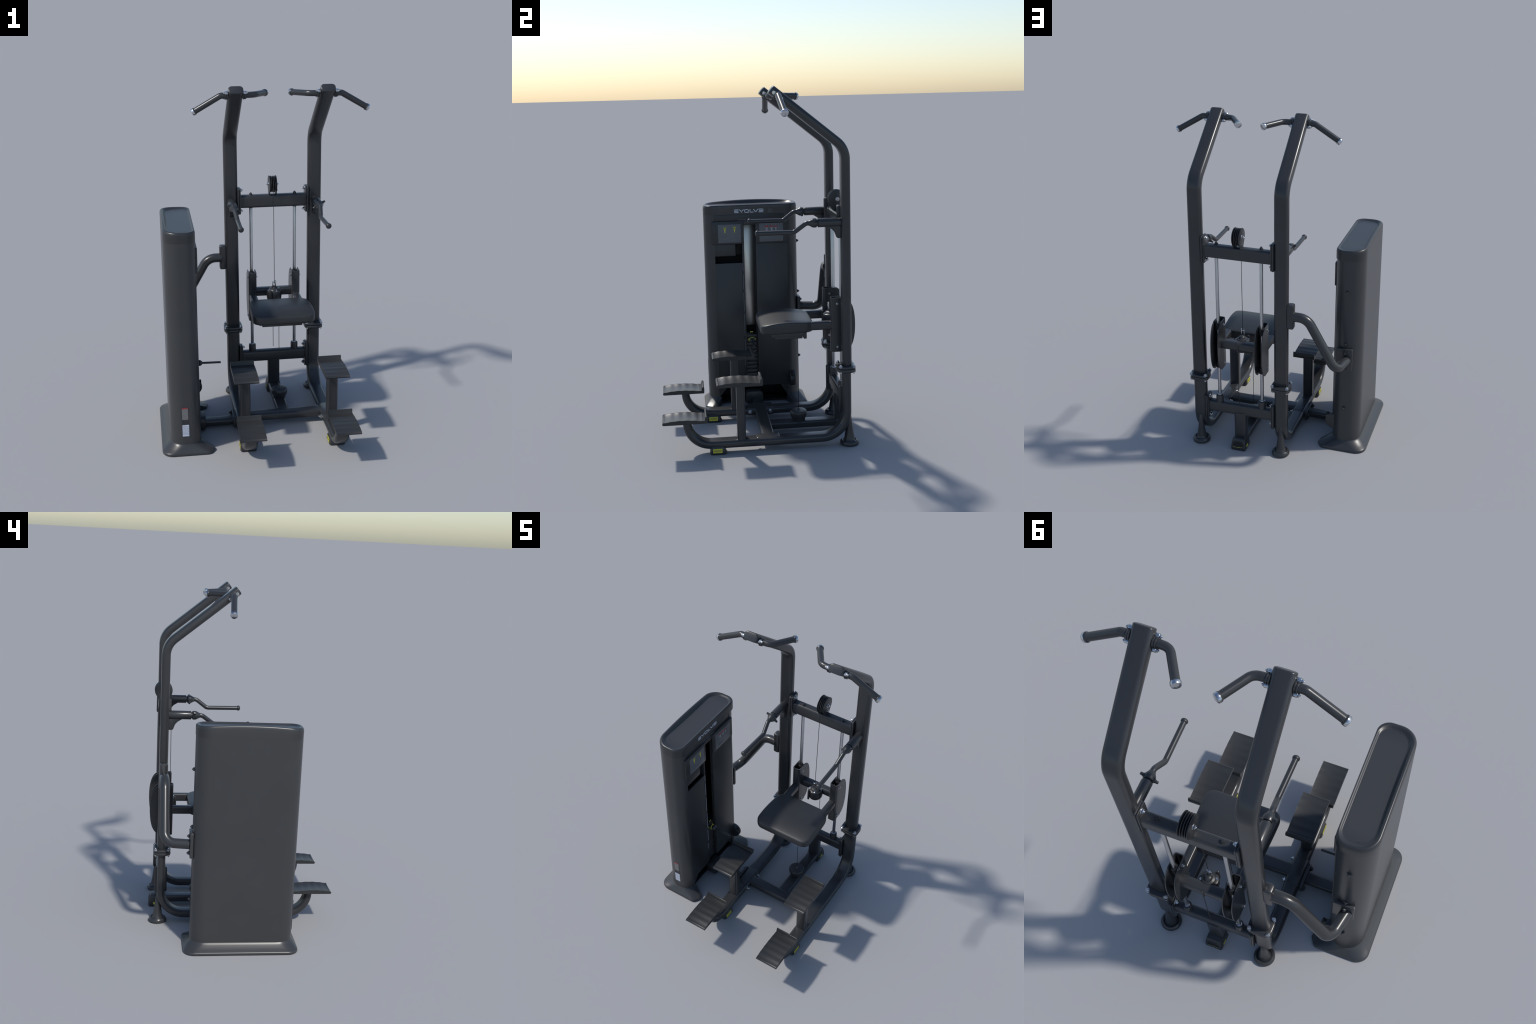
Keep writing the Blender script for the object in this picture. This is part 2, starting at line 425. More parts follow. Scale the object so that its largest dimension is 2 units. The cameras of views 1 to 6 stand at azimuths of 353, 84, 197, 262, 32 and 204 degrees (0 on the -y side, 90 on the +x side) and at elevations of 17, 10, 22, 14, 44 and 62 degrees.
# ------------------------------------------------------------------ pulley block on the top bar
pc = (0.480, 1.364)
tear = []
for i in range(31):
    a = math.radians(-38 + 256 * i / 30)
    tear.append((pc[0] + 0.0525 * math.cos(a), pc[1] + 0.0525 * math.sin(a)))
tear += [(0.456, 1.300), (0.504, 1.300)]
side = lambda x0: prism(tear, YZ, x0, x0 + 0.0045, 0.001)
blk = add("pulley_bracket", merge(side(CX - 0.0225), side(CX + 0.0180)), RUBBER)
for k in (-1, 0, 1):
    xo = CX + k * 0.0105
    add("pulley_wheel", lathe([(0.012, -0.0028), (0.038, -0.0028), (0.049, -0.0024), (0.0508, -0.0010), (0.0508, 0.0010), (0.049, 0.0024), (0.038, 0.0028), (0.012, 0.0028)],
                              (xo, pc[0], pc[1]), (1, 0, 0), 48), RUBBER, blk)
add("pulley_axle", cyl((CX - 0.026, pc[0], pc[1]), (CX + 0.026, pc[0], pc[1]), 0.007, 0.001), CHROME, blk)
add("pulley_core", cyl((CX - 0.019, pc[0], pc[1]), (CX + 0.019, pc[0], pc[1]), 0.024, 0.001, 28), BLACK, blk)
bolt((CX + 0.0225, pc[0], pc[1]), (1, 0, 0), blk, 0.95)
bolt((CX - 0.0225, pc[0], pc[1]), (-1, 0, 0), blk, 0.95)
bolt((CX + 0.0225, pc[0], pc[1] - 0.038), (1, 0, 0), blk, 0.7)

# ------------------------------------------------------------------ sliding carriage and knee pad
car = bpy.data.objects.new("carriage", None)
bpy.context.scene.collection.objects.link(car); car.parent = root
for s in SX:
    rx = CX + s * RX
    w, wall = 0.0245, 0.0045
    def channel(hw, y0):
        P = []
        for i in range(7):
            a = math.radians(180 + 90 * i / 6); P.append((-hw + 0.012 + 0.012 * math.cos(a), y0 + 0.012 + 0.012 * math.sin(a)))
        for i in range(7):
            a = math.radians(270 + 90 * i / 6); P.append((hw - 0.012 + 0.012 * math.cos(a), y0 + 0.012 + 0.012 * math.sin(a)))
        return P
    outer = [(-w, 0.492)] + channel(w, 0.413) + [(w, 0.492)]
    inner = [(w - wall, 0.492)] + list(reversed([(p[0] * (w - wall) / w, p[1]) for p in channel(w, 0.413 + wall)])) + [(-w + wall, 0.492)]
    C = [(rx + p[0], p[1]) for p in outer + inner]
    m = len(C)
    V = [Vector((x, y, z)) for z in (0.511, 0.823) for x, y in C]
    F = []
    for j in range(m):
        k = (j + 1) % m; F.append((j, k, m + k, m + j))
    h = m // 2
    for z in (0, m):
        for j in range(h - 1):
            F.append((z + j, z + j + 1, z + m - 2 - j, z + m - 1 - j))
    body = add("slide_housing", (V, F), FRAME, car)
    # rounded guard plates at the back
    for t in SX:
        D = []
        for i in range(25):
            a = math.radians(-90 + 180 * i / 24)
            ca, sa = math.cos(a), math.sin(a)
            D.append((0.476 + 0.0735 * abs(ca) ** 0.72, 0.6675 + 0.152 * math.copysign(abs(sa) ** 0.90, sa)))
        D = D + [(0.450, 0.814), (0.450, 0.520)]
        rings = []
        lv = [(inset_poly(D, 0.0015), 0.0), (D, 0.0012), (D, 0.0040), (inset_poly(D, 0.0015), 0.0052)]
        for Q, o in lv:
            rings.append([Vector((rx + t * (0.0195 + o + 0.004 * max(0, (0.51 - y) / 0.06) * 0 ), y, z)) for y, z in Q])
        add("guard_plate", loft(rings), FRAME, car)
        for zz in (0.789, 0.539):
            bolt((rx + t * 0.0235, 0.449, zz), (t, 0, 0), body, 0.66)
    add("slide_bearing", merge(cyl((rx, 0.475, 0.52), (rx, 0.475, 0.56), 0.0185, 0.002), cyl((rx, 0.475, 0.77), (rx, 0.475, 0.812), 0.0185, 0.002)), BLACK, car)
    # support arm to the knee pad
    add("support_arm", sweep([(rx, 0.417, 0.664), (rx, 0.150, 0.664)], rr(0.043, 0.048, 0.011, 5), (1, 0, 0)), FRAME, car)
add("carriage_bar", sweep([(CX - RX + 0.02, 0.478, 0.681), (CX + RX - 0.02, 0.478, 0.681)], rr(0.050, 0.052, 0.014, 5), (0, 1, 0)), FRAME, car)
hc = (CX + 0.001, 0.437, 0)
hubo = add("cable_hub", lathe([(0.030, 0.628), (0.036, 0.632), (0.044, 0.644), (0.0465, 0.660), (0.0465, 0.690), (0.044, 0.698), (0.034, 0.703), (0.030, 0.710),
                              (0.020, 0.714), (0.017, 0.722), (0.010, 0.727), (0.002, 0.728)], hc, (0, 0, 1), 36), RUBBER, car)
for a in (20, 200, 290):
    bolt((hc[0] + 0.034 * math.cos(math.radians(a)), hc[1] + 0.034 * math.sin(math.radians(a)), 0.701), (0, 0, 1), hubo, 0.62)
add("hub_key", box(hc[0] - 0.032, hc[0] - 0.020, 0.388, 0.400, 0.630, 0.712, 0.004), RUBBER, hubo)
add("cable_clevis", merge(cyl((hc[0] - 0.0095, 0.424, 0.700), (hc[0] - 0.0095, 0.424, 0.760), 0.0035), cyl((hc[0] + 0.0065, 0.424, 0.700), (hc[0] + 0.0065, 0.424, 0.768), 0.0040),
                          cyl((hc[0] - 0.012, 0.424, 0.756), (hc[0] + 0.010, 0.424, 0.756), 0.0035)), CHROME, hubo)
# knee pad
def pad_outline(s):
    """plan of the pad, shrunk by s around its middle"""
    P = []
    y0, y1, hw = 0.0125, 0.3160, 0.1850
    rf, rb, n = 0.046, 0.062, 8
    base = []
    for cx, cy, a0, r in ((hw - rb, y1 - rb, 0, rb), (-hw + rb, y1 - rb, 90, rb), (-hw + rf, y0 + rf, 180, rf), (hw - rf, y0 + rf, 270, rf)):
        for i in range(n + 1):
            a = math.radians(a0 + 90 * i / n); base.append((cx + r * math.cos(a), cy + r * math.sin(a)))
    full = []
    for i, p in enumerate(base):
        q = base[(i + 1) % len(base)]; full.append(p)
        L = math.hypot(q[0]-p[0], q[1]-p[1])
        k = 10 if L > 0.1 else 1
        for j in range(1, k): full.append((p[0] + (q[0]-p[0]) * j / k, p[1] + (q[1]-p[1]) * j / k))
    yc = 0.5 * (y0 + y1)
    for x, y in full:
        x *= 1.0 - 0.07 * max(0.0, (y - 0.08) / 0.24) ** 1.5
        P.append((CX + 0.0005 + x * s, yc + (y - yc) * s))
    return P
def pad_top(x, y):
    t = max(0.0, min(1.0, (y - 0.0115) / 0.305))
    return 0.6760 + 0.0215 * math.sin(math.pi * t ** 0.80 * 0.88)
rings = []
for sc, z in ((0.93, 0.634), (0.970, 0.6350), (0.988, 0.639), (0.996, 0.645), (1.0, 0.653)):
    rings.append([Vector((x, y, z)) for x, y in pad_outline(sc)])
for sc, dz in ((1.0, -0.010), (0.997, -0.0045), (0.989, -0.0008), (0.975, 0.0012), (0.95, 0.0022), (0.88, 0.0032), (0.75, 0.0040), (0.58, 0.0046), (0.40, 0.0050), (0.2, 0.0052), (0.02, 0.0053)):
    rings.append([Vector((x, y, pad_top(x, y) + dz)) for x, y in pad_outline(sc)])
add("knee_pad", loft(rings), SEAT, car, 60)
add("pad_plate", merge(box(CX - 0.141, CX + 0.141, 0.078, 0.262, 0.606, 0.632, 0.006), box(CX - 0.120, CX + 0.120, 0.100, 0.255, 0.588, 0.607, 0.004),
                       box(CX - 0.112, CX + 0.112, 0.262, 0.280, 0.583, 0.660, 0.004)), FRAME, car)

# ------------------------------------------------------------------ cables
def cable(name, a, b, r=0.0017):
    return add(name, cyl(a, b, r, 0.0003, 10), CABLE)
cable("cable", (CX, 0.4335, 1.364), (CX + 0.001, 0.424, 0.745))
cable("cable", (CX + 0.001, 0.243, 0.600), (CX + 0.001, 0.240, 0.130))
cable("cable", (CX + 0.003, 0.5030, 0.690), (CX + 0.003, 0.500, 0.296))
add("cable_sleeve", cyl((CX + 0.003, 0.5035, 0.705), (CX + 0.003, 0.502, 0.640), 0.0055, 0.0015, 14), RUBBER, car)

# ------------------------------------------------------------------ weight tower
tower = bpy.data.objects.new("weight_tower", None)
bpy.context.scene.collection.objects.link(tower); tower.parent = root
TX0, TX1, TY0, TY1 = -0.5715, -0.3985, -0.2625, 0.3230
def plan(x0, x1, y0, y1, rl, rright, n=9, rfront=None):
    """rounded plan, ccw, big radius on the outer (-x) corners"""
    P = []; rf = rfront or rright
    for cx, cy, a0, r in ((x1 - rright, y1 - rright, 0, rright), (x0 + rl, y1 - rl, 90, rl), (x0 + rl, y0 + rl, 180, rl), (x1 - rf, y0 + rf, 270, rf)):
        for i in range(n + 1):
            a = math.radians(a0 + 90 * i / n); P.append((cx + r * math.cos(a), cy + r * math.sin(a)))
    # subdivide the long straight edges so that the crown can bend
    out = []
    for i, p in enumerate(P):
        q = P[(i + 1) % len(P)]
        out.append(p)
        L = math.hypot(q[0]-p[0], q[1]-p[1])
        k = 14 if L > 0.3 else (4 if L > 0.04 else 1)
        for j in range(1, k): out.append((p[0] + (q[0]-p[0]) * j / k, p[1] + (q[1]-p[1]) * j / k))
    return out
OUT = plan(TX0, TX1, TY0, TY1, 0.082, 0.054)
# shell: open channel facing +x
def shell_section(off, y_a, y_b):
    Q = inset_poly(OUT, off)
    # walk ccw from (x1, y_b) upward round the back to (x1, y_a)
    keep = [p for p in Q if not (p[0] > TX1 - off - 0.0008 and y_a < p[1] < y_b)]
    # rotate the list so that it starts just after the opening
    i0 = min(range(len(keep)), key=lambda i: (abs(keep[i][0] - (TX1 - off)) > 0.001, keep[i][1] if keep[i][1] > 0.1 else 9))
    keep = keep[i0:] + keep[:i0]
    return [(TX1 - off, y_b)] + keep + [(TX1 - off, y_a)]
OUT_CAP = OUT
OUT = plan(TX0, TX1, TY0, TY1, 0.082, 0.078, rfront=0.060)
A = shell_section(0.0, -0.198, 0.238); Bq = shell_section(0.006, -0.198, 0.238)
C = A + list(reversed(Bq)); m = len(C); h = len(A)
ZS = (0.045, 0.30, 0.60, 0.90, 1.228)
V = [Vector((x, y, z)) for z in ZS for x, y in C]; F = []
for i in range(len(ZS) - 1):
    for j in range(m):
        k = (j + 1) % m; F.append((i*m + j, i*m + k, (i+1)*m + k, (i+1)*m + j))
for z in (0, (len(ZS)-1) * m):
    for j in range(h - 1):
        F.append((z + j, z + j + 1, z + m - 2 - j, z + m - 1 - j))
add("tower_shell", (V, F), SHELL, tower, 50)
# cap with arched rim and sunk top
FLOOR = 1.2800
INN = plan(TX0 + 0.032, TX1 - 0.020, TY0 + 0.036, TY1 - 0.036, 0.060, 0.048)
def crown(x, y):
    """level rim on the open side, arched rim on the outer side"""
    f = max(0.0, min(1.0, (-0.440 - x) / 0.105)); f = f * f * (3 - 2 * f)
    return 1.2870 + f * (0.0158 - 0.0125 * abs((y - 0.0335) / 0.27) ** 2.0)
rings = []
for t, z, abs_z in ((0.0, 1.2280, True), (0.0, 1.250, True), (0.0, -0.016, False), (0.03, -0.0085, False), (0.10, -0.0035, False), (0.22, -0.0004, False), (0.40, -0.0003, False),
                    (0.58, -0.0025, False), (0.70, -0.004, False), (0.82, -0.006, False), (0.90, -0.008, False), (1.0, -0.008, False)):
    rg = []
    for p, q in zip(OUT_CAP, INN):
        x = p[0] + (q[0] - p[0]) * t; y = p[1] + (q[1] - p[1]) * t
        zz = z if abs_z else crown(x, y) + z
        if t > 0.5: zz = zz + (FLOOR - zz) * min(1.0, (t - 0.5) / 0.4)
        rg.append(Vector((x, y, zz)))
    rings.append(rg)
cx0 = (TX0 + TX1) / 2 - 0.008
for sc in (0.6, 0.002):
    rings.append([Vector((cx0 + (q[0] - cx0) * sc, q[1], FLOOR)) for q in INN])
cap = add("tower_cap", loft(rings), None or SHELL, tower, 50)
# cap: colour darkens towards the two rounded ends
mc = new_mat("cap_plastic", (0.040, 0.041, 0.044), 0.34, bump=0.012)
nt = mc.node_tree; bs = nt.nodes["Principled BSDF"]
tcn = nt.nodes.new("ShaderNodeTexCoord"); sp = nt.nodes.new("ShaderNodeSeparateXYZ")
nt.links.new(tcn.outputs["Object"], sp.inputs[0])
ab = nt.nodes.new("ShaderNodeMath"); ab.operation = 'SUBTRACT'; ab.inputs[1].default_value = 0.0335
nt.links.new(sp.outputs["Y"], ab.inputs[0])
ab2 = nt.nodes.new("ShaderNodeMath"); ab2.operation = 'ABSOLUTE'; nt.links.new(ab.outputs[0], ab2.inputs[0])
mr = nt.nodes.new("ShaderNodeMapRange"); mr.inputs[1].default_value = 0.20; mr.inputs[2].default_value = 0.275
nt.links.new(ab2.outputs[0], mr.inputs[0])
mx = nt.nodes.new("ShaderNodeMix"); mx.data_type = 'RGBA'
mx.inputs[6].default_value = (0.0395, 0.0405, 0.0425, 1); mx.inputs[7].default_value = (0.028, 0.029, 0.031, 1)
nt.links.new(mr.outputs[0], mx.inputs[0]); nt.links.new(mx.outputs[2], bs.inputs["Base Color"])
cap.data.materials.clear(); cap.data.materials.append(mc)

# flared base skirt with two ears on the open side
def seg(pts, radii, n=6):
    return [Vector((p[0], p[1], 0)) for p in fillet([(a[0], a[1], 0) for a in pts], radii, n)]
def resample(P, n):
    d = [0]
    for i in range(1, len(P)): d.append(d[-1] + (P[i] - P[i-1]).length)
    out = []; j = 0
    for k in range(n + 1):
        t = d[-1] * k / n
        while j < len(d) - 2 and d[j+1] < t: j += 1
        u = (t - d[j]) / max(1e-9, d[j+1] - d[j])
        out.append(P[j].lerp(P[j+1], min(1, max(0, u))))
    return out
ym = 0.0335
def half(sg):
    """inner and outer skirt outline from the ear tip to the middle of the outer side; sg=-1 front, +1 back"""
    ye = TY0 if sg < 0 else TY1
    yo = -0.293 if sg < 0 else 0.3595
    yt = -0.222 if sg < 0 else 0.272
    inn = [(TX1, yt - 0.035 * sg), (TX1, ye), (TX0, ye), (TX0, ym)]
    ear = [(-0.330, yt), (-0.3215, yo + (-sg) * 0.045), (-0.3500, yo), (-0.6205, yo), (-0.6205, ym)]
    rc = 0.060 if sg < 0 else 0.078
    I = seg(inn, [rc, 0.082], 10)
    O = seg(ear, [0.012, 0.030, 0.062], 10)
    # split both at the corner landmarks so that they stay paired
    def split(P, fs):
        idx = [0]
        for f in fs: idx.append(min(range(len(P)), key=f))
        idx.append(len(P) - 1)
        return [P[idx[i]:idx[i+1] + 1] for i in range(len(idx) - 1)]
    fi = [lambda i: abs(I[i].x - (TX1 - rc)) + abs(I[i].y - ye) * 3, lambda i: abs(I[i].x - (TX0 + 0.082)) + abs(I[i].y - ye) * 3, lambda i: abs(I[i].x - TX0) * 3 + abs(I[i].y - (ye - sg * 0.082))]
    fo = [lambda i: abs(O[i].x - (-0.385)) + abs(O[i].y - yo) * 3, lambda i: abs(O[i].x - (-0.5585)) + abs(O[i].y - yo) * 3, lambda i: abs(O[i].x + 0.6205) * 3 + abs(O[i].y - (yo - sg * 0.062))]
    O2 = O
    # make sure there is a vertex at the first landmark of the outer line
    O2 = resample(O, 400); O[:] = O2
    I2 = resample(I, 400); I[:] = I2
    a = split(I, fi); b = split(O, fo); cnt = (18, 8, 12, 8)
    ia, oa = [], []
    for p, q, c in zip(a, b, cnt):
        ia += resample(p, c)[:-1]; oa += resample(q, c)[:-1]
    ia.append(I[-1]); oa.append(O[-1])
    return ia, oa
i1, o1 = half(-1); i2, o2 = half(1)
inn = i1 + list(reversed(i2))[1:]; outl = o1 + list(reversed(o2))[1:]
rings = []
for t, z in ((-0.10, 0.052), (0.0, 0.0545), (0.05, 0.0505), (0.20, 0.0430), (0.45, 0.0320), (0.70, 0.0220), (0.90, 0.0160), (0.97, 0.0130), (1.0, 0.0090), (1.0, 0.003), (0.985, 0.0), (-0.10, 0.0)):
    rings.append([Vector((a.x + (b.x - a.x) * t, a.y + (b.y - a.y) * t, z)) for a, b in zip(inn, outl)])
m = len(inn); V = [p for r in rings for p in r]; F = []
R = len(rings)
for i in range(R):
    for j in range(m - 1):
        F.append((i*m + j, i*m + j + 1, ((i+1) % R)*m + j + 1, ((i+1) % R)*m + j))
F.append(tuple(i*m for i in range(R))); F.append(tuple(i*m + m - 1 for i in reversed(range(R))))
add("base_skirt", (V, F), SHELL, tower, 45)
add("dark_floor_sheet", box(TX0 + 0.004, -0.425, TY0 + 0.03, TY1 - 0.03, 0.010, 0.016, 0.01, 0.001), BLACK, tower)  # black sheet added so the base opening looks dark
# black board added behind the openings to keep the inside dark
add("dark_board", box(-0.549, -0.544, TY0 + 0.035, TY1 - 0.035, 0.02, 1.22, 0.001, 0.0003), BLACK, tower)
# panels on the open face
def panel(y0, y1, z0, z1, x1=-0.3985, x0=-0.412, r=0.006, name="front_panel", mat=PANEL, b=0.003, parent=None):
    return add(name, box(x0, x1, y0, y1, z0, z1, r, b, 'x'), mat, parent or tower)
panel(-0.2160, -0.0275, 0.118, 0.922, x1=-0.4005)
panel(-0.2160, -0.0690, 0.967, 1.045, x1=-0.4005)
panel(-0.0680, -0.0275, 0.967, 1.045, x1=-0.450, x0=-0.454, name="inner_panel", mat=BLACK)
panel(0.0565, 0.2600, 0.118, 1.045, x1=-0.3960)
panel(-0.2160, 0.2500, 1.186, 1.2285, x1=-0.4000, name="header_panel")
panel(-0.2160, -0.0165, 1.042, 1.188, x1=-0.3900, name="instruction_panel", b=0.005)
panel(0.0565, 0.2600, 1.042, 1.188, x1=-0.3880, name="instruction_panel", b=0.005)
panel(-0.0200, 0.0600, 1.160, 1.188, x1=-0.3960, name="header_panel")
panel(-0.0275, -0.0150, 0.118, 1.165, x1=-0.4040, x0=-0.535, name="slot_jamb", mat=PANEL, b=0.001)
panel(0.0480, 0.0570, 0.118, 1.165, x1=-0.4040, name="slot_jamb", mat=BLACK, b=0.001)
add("edge_strip", merge(*[box(-0.402, -0.3980, -0.0272, -0.0255, z, z + L, 0.0005, 0.0003, 'x') for z, L in ((0.25, 0.05), (0.33, 0.10), (0.45, 0.14), (0.61, 0.12), (0.75, 0.10), (0.87, 0.05))]), GREYPRINT, tower)
add("slot_mirror_plate", box(-0.542, -0.536, -0.017, 0.095, 0.485, 1.158, 0.004, 0.001, 'x'), SLOT_MIRROR, tower)  # added mirror, reflects outside light as the slot's pale strip
for k in range(13):
    z = 0.122 + k * 0.0255
    ob = add("weight_plate", box(-0.530, -0.413, -0.140, 0.205, z, z + 0.0240, 0.006, 0.002), PANEL, tower) if k == 0 else wp.copy()
    if k == 0: wp = ob
    else:
        bpy.context.scene.collection.objects.link(ob); ob.location.z = k * 0.0255
add("selector_dot", merge(*[cyl((-0.420, 0.0465, 0.20 + 0.034 * k), (-0.4035, 0.0465, 0.20 + 0.034 * k), 0.0045, 0.0005, 12) for k in range(8)]), BLACK, tower)  # solid black pegs drawn as dots in place of holes
pin = add("selector_pin", merge(cyl((-0.43, 0.0185, 0.423), (-0.258, 0.0185, 0.4195), 0.0062, 0.0015, 16),
                                lathe([(0.008, 0.0), (0.016, 0.004), (0.018, 0.012), (0.014, 0.020), (0.008, 0.026)], (-0.392, 0.0185, 0.4225), (1, 0, 0), 22)), RUBBER, tower)
def ring_obj(c, r, th, n=28, axis='x'):
    return sweep([Vector((c[0], c[1] + r * math.cos(2*math.pi*i/n), c[2] + r * math.sin(2*math.pi*i/n))) for i in range(n)], circ(th, 8), closed=True)
add("yellow_ring", merge(ring_obj((-0.3955, 0.0185, 0.4225), 0.0165, 0.0025), ring_obj((-0.388, 0.0185, 0.4225), 0.0095, 0.0020),
                         box(-0.4125, -0.4100, -0.004, 0.003, 0.415, 0.428, 0.001, 0.0003, 'x'), box(-0.4125, -0.4100, 0.036, 0.042, 0.415, 0.430, 0.001, 0.0003, 'x'),
                         box(-0.4125, -0.4100, 0.008, 0.026, 0.468, 0.474, 0.001, 0.0003, 'x')), YELLOW, pin)
# gussets of the floor opening
for s_, y0, y1 in ((-1, -0.228, -0.145), (1, 0.262, 0.195)):
    G = [(y0, 0.010), (y0, 0.118), (y1, 0.118)]
    if s_ < 0: G = [(y0, 0.010), (y1, 0.118), (y0, 0.118)]
    else: G = [(y0, 0.010), (y0, 0.118), (y1, 0.118)]
    add("corner_gusset", prism(G, YZ, -0.412, -0.404, 0.0), PANEL, tower)
# pulley covers on the open side
add("pulley_cover", merge(lathe([(0.040, -0.020), (0.046, -0.018), (0.049, -0.012), (0.049, 0.010), (0.046, 0.016), (0.040, 0.018)], (-0.405, 0.274, 0.155), (0, 1, 0), 36)), RUBBER, tower)
add("cover_block", box(-0.376, -0.3605, 0.260, 0.274, 0.180, 0.200, 0.003, 0.001), BLACK, tower)  # solid black block stands in for the slot in the cover
add("tube_cover", box(-0.425, -0.3570, -0.035, 0.077, 0.006, 0.092, 0.028, 0.006, 'x'), RUBBER, tower)
lk = add("link_tube", sweep([(-0.42, 0.038, 0.0310), (-0.188, 0.038, 0.0310)], rr(0.062, 0.042, 0.014, 5), (0, 1, 0)), FRAME)
lf = add("flange", box(-0.1935, -0.1770, -0.030, 0.114, 0.012, 0.074, 0.012, 0.003, 'x'), FRAME, lk)
for yy in (-0.014, 0.100):
    bolt((-0.1935, yy, 0.050), (-1, 0, 0), lf, 1.0, dark=True)
    bolt((-0.1935, yy, 0.028), (-1, 0, 0), lf, 0.8, dark=True)

# bent brace pipe
br = add("brace_pipe", sweep(fillet([(-0.200, 0.475, 0.9145), (-0.286, 0.475, 0.9145), (-0.4600, 0.475, 0.6090), (-0.4890, 0.335, 0.6100)], [0.085, 0.062], 14), circ(0.0278, 28)), FRAME)
add("brace_plate", box(-0.2125, -0.172, 0.4550, 0.5020, 0.842, 0.994, 0.010, 0.010, 'x'), FRAME, br)
bk = add("brace_bracket", box(-0.523, -0.424, 0.3180, 0.3370, 0.537, 0.682, 0.004, 0.003, 'y'), SHELL, br)
for zz in (0.655, 0.556):
    bolt((-0.480, 0.3370, zz), (0, 1, 0), bk, 1.0, dark=True)
for zz in (1.037, 0.709, 0.282):
    bolt((-0.480, 0.3220, zz), (0, 1, 0), tower, 1.0, dark=True)

# ------------------------------------------------------------------ markings
def strokes(segs, x, y0, z0, wy, hz, th, mat, name, parent, t=0.0009):
    """letters from straight strokes; coordinates in letter units 0..1"""
    parts = []
    for a, b in segs:
        A2 = Vector((y0 + a[0] * wy, z0 + a[1] * hz)); B2 = Vector((y0 + b[0] * wy, z0 + b[1] * hz))
        d = (B2 - A2).normalized(); nrm = Vector((-d.y, d.x)) * th / 2
        P = [A2 - nrm, B2 - nrm, B2 + nrm, A2 + nrm]
        parts.append(prism([(p.x, p.y) for p in P], YZ, x - 0.002, x + t, 0.0))
    return add(name, merge(*parts), mat, parent)
GL = {
 'E': [((0.08, 0), (0.08, 1)), ((0, 0.07), (1, 0.07)), ((0.1, 0.5), (0.95, 0.5)), ((0, 0.93), (1, 0.93))],
 'Y': [((0.0, 1), (0.5, 0.34)), ((1.0, 1), (0.5, 0.34)), ((0.5, 0.45), (0.5, 0))],
 'O': [((0.08, 0), (0.08, 1)), ((0, 0.93), (1, 0.93)), ((0, 0.07), (1, 0.07)), ((0.92, 0.34), (0.92, 1))],
 'L': [((0.08, 0), (0.08, 1)), ((0, 0.07), (1, 0.07))],
 'V': [((0.0, 1), (0.5, 0.06)), ((1.0, 1), (0.5, 0.06))],
 '3': [((0.92, 0), (0.92, 1)), ((0, 0.07), (1, 0.07)), ((0.1, 0.5), (0.9, 0.5)), ((0, 0.93), (1, 0.93))],
}
for ch, u, w in (('E', 0.0, 0.150), ('Y', 0.170, 0.155), ('O', 0.345, 0.155), ('L', 0.530, 0.130), ('V', 0.660, 0.155), ('3', 0.835, 0.165)):
    strokes(GL[ch], TX1, -0.071 + u * 0.182, 1.2385, w * 0.182, 0.0195, 0.0047, LOGO, "letter", cap, 0.0008)
strokes([((0, .95), (.4, .95)), ((0, .5), (.4, .5)), ((0, .05), (.4, .05)), ((.04, .5), (.04, 1)), ((.36, 0), (.36, .5)), ((.58, 0), (.58, 1)), ((.55, .95), (1, .95)), ((.55, .5), (1, .5)), ((.55, .05), (1, .05)), ((.96, 0), (.96, 1))],
        TX1, 0.141, 1.2380, 0.026, 0.018, 0.0028, PLAC, "letter", cap, 0.0008)
sub = []
for k in range(22):
    y = -0.046 + 0.0060 * k
    if k in (8, 15): continue
    sub.append(box(-0.402, -0.3990, y, y + 0.0012, 1.1905, 1.1955, 0.0003, 0.0, 'x'))
    sub.append(box(-0.402, -0.3990, y, y + 0.0040, 1.1905 + 0.0040 * (k % 2), 1.1917 + 0.0040 * (k % 2), 0.0003, 0.0, 'x'))
add("subtitle_text", merge(*sub), GREYPRINT, tower)
# left placard
XP = -0.3900
pl = add("placard", box(XP - 0.003, XP + 0.0008, -0.176, -0.034, 1.053, 1.168, 0.003, 0.0003, 'x'), PLAC, tower)
xs = XP + 0.0008
def flat(y0, y1, z0, z1, x=None, t=0.0006):
    x = xs if x is None else x
    return box(x - 0.001, x + t, y0, y1, z0, z1, 0.0002, 0.0, 'x')
def frame_lines(y0, y1, z0, z1, w, x):
    return merge(flat(y0, y1, z0, z0 + w, x), flat(y0, y1, z1 - w, z1, x), flat(y0, y0 + w, z0, z1, x), flat(y1 - w, y1, z0, z1, x))
add("placard_line", merge(flat(-0.174, -0.036, 1.0925, 1.0942), frame_lines(-0.147, -0.124, 1.103, 1.140, 0.0014, xs), frame_lines(-0.088, -0.065, 1.103, 1.140, 0.0014, xs),
    *[flat(-0.152 + 0.0045 * (k % 2), -0.152 + 0.070 + 0.030 * ((k * 7) % 5) / 5, 1.083 - 0.0050 * k, 1.0850 - 0.0050 * k) for k in range(4)]), FAINT, pl)
def figure(y, z, s, x, arms=True):
    segs = [flat(y - 0.0045*s, y + 0.0045*s, z + 0.004*s, z + 0.021*s, x, 0.0009), flat(y - 0.0028*s, y + 0.0028*s, z - 0.010*s, z + 0.004*s, x, 0.0009),
            flat(y - 0.0026*s, y + 0.0026*s, z + 0.022*s, z + 0.027*s, x, 0.0009)]
    if arms:
        segs += [flat(y - 0.0095*s, y - 0.0065*s, z + 0.019*s, z + 0.028*s, x, 0.0009), flat(y + 0.0065*s, y + 0.0095*s, z + 0.019*s, z + 0.028*s, x, 0.0009),
                 flat(y - 0.0085*s, y + 0.0085*s, z + 0.0165*s, z + 0.0200*s, x, 0.0009)]
    return merge(*segs)
add("pictogram", merge(figure(-0.133, 1.125, 0.95, xs), figure(-0.073, 1.127, 0.95, xs)), YELLOW, pl)
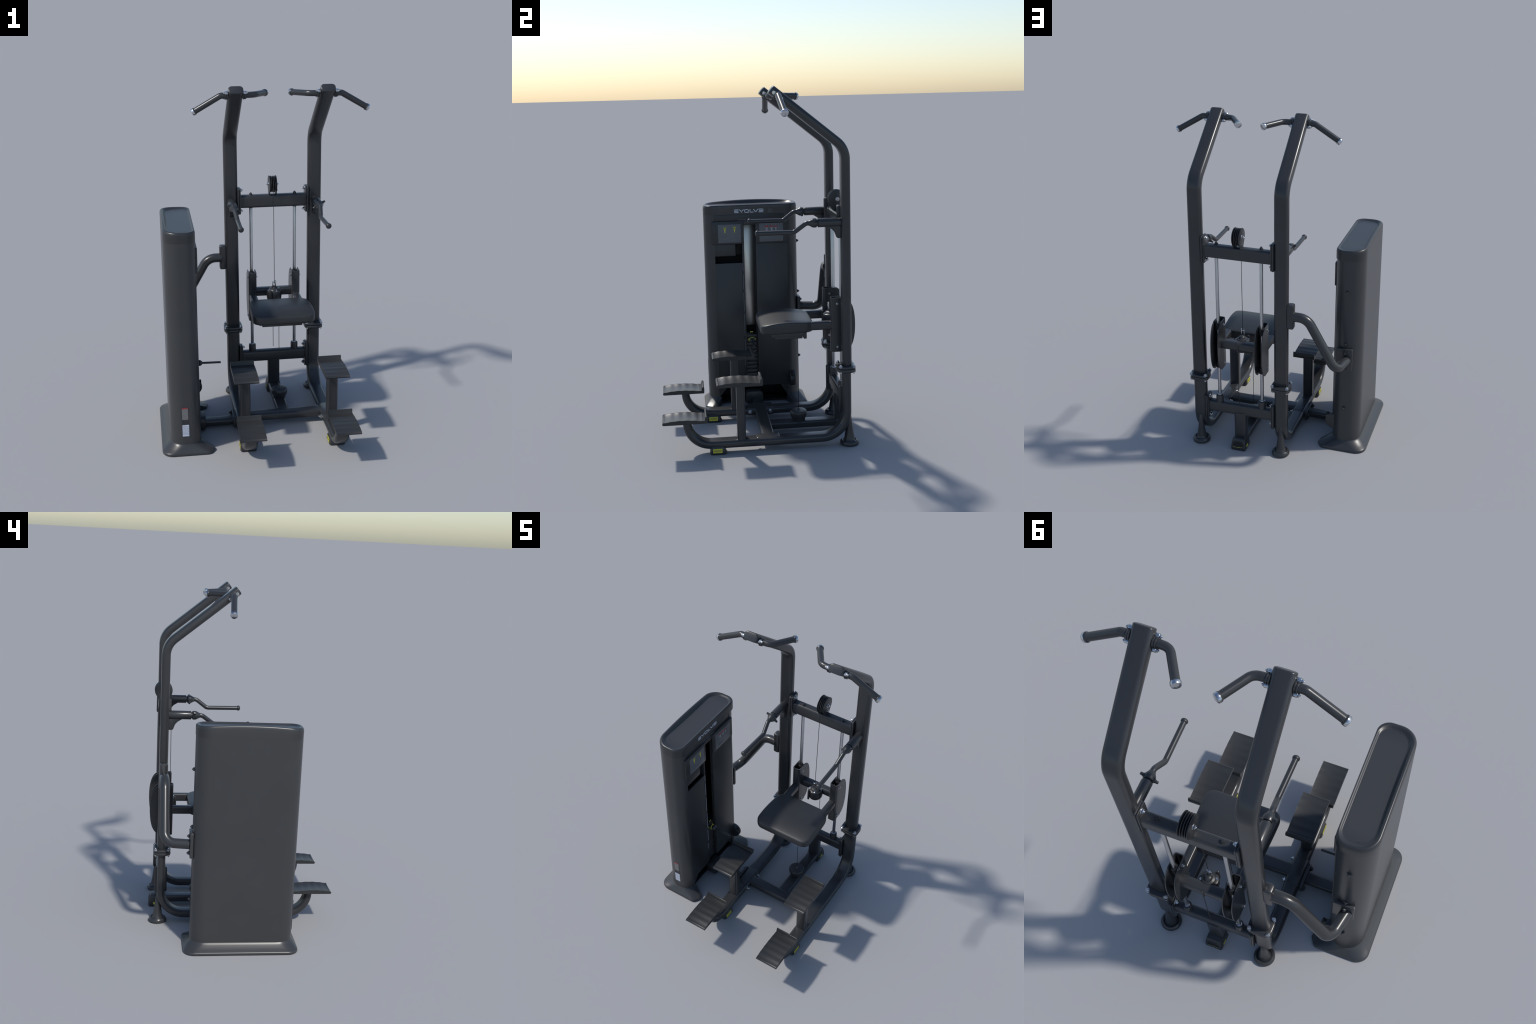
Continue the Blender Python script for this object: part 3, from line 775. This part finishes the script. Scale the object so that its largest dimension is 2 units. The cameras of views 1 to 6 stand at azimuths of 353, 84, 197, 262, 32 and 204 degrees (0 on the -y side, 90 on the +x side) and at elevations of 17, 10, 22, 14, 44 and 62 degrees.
# right placard
XQ = -0.3880
pr = add("placard", box(XQ - 0.003, XQ + 0.0008, 0.081, 0.230, 1.053, 1.168, 0.004, 0.0003, 'x'), PLAC, tower)
xs = XQ + 0.0008
fr, rd, wh = [], [], []
for y0, y1 in ((0.112, 0.143), (0.144, 0.174), (0.175, 0.196)):
    fr.append(frame_lines(y0, y1, 1.117, 1.165, 0.0012, xs))
    c = (y0 + y1) / 2; w = (y1 - y0) * 0.36
    rd += [flat(c - w, c + w, 1.1425, 1.1495, xs, 0.0010), flat(c - w * 0.75, c + w * 0.75, 1.1490, 1.1535, xs, 0.0011)]
    wh += [flat(c - w * 0.85, c + w * 0.85, 1.1380, 1.1425, xs, 0.0010), flat(c - w * 0.5, c + w * 0.5, 1.1200, 1.1385, xs, 0.0011), flat(c - w * 0.2, c + w * 0.2, 1.1540, 1.1590, xs, 0.0010)]
add("placard_line", merge(*fr, flat(0.200, 0.203, 1.117, 1.165), *[flat(0.109, 0.150 + 0.06 * ((k * 3) % 4) / 4, 1.079 - 0.0048 * k, 1.0808 - 0.0048 * k) for k in range(4)]), FAINT, pr)
add("pictogram", merge(*rd), RED, pr)
add("pictogram", merge(*wh), GREYPRINT, pr)
# stickers on the front end of the tower
def sticker(x0, x1, z0, z1, o=0.0006, mat=WHITE, name="sticker", parent=None):
    return add(name, box(x0, x1, TY0 - o, TY0 + 0.006, z0, z1, 0.001, 0.0, 'y'), mat, parent or tower)
k1 = sticker(-0.5065, -0.4655, 0.104, 0.201, 0.0006, PANEL)
sticker(-0.5045, -0.4675, 0.106, 0.1765, 0.0012, WHITE, "sticker_face", k1)
add("sticker_text", merge(*[box(-0.502, -0.476 + 0.004 * (k % 3), TY0 - 0.0016, TY0, 0.168 - 0.0072 * k, 0.1695 - 0.0072 * k, 0.0002, 0.0, 'y') for k in range(8)],
                          *[box(-0.4735, -0.4690, TY0 - 0.0016, TY0, 0.167 - 0.0115 * k, 0.1700 - 0.0115 * k, 0.0002, 0.0, 'y') for k in range(5)]), GREYPRINT, k1)
k2 = sticker(-0.5070, -0.4680, 0.207, 0.283, 0.0006, PANEL)
sticker(-0.5045, -0.4705, 0.209, 0.2740, 0.0012, WARN, "sticker_face", k2)
sticker(-0.5045, -0.4705, 0.2745, 0.2815, 0.0012, RED, "sticker_band", k2)
for o in (BOLT_C, BOLT_D):
    bpy.data.objects.remove(o)
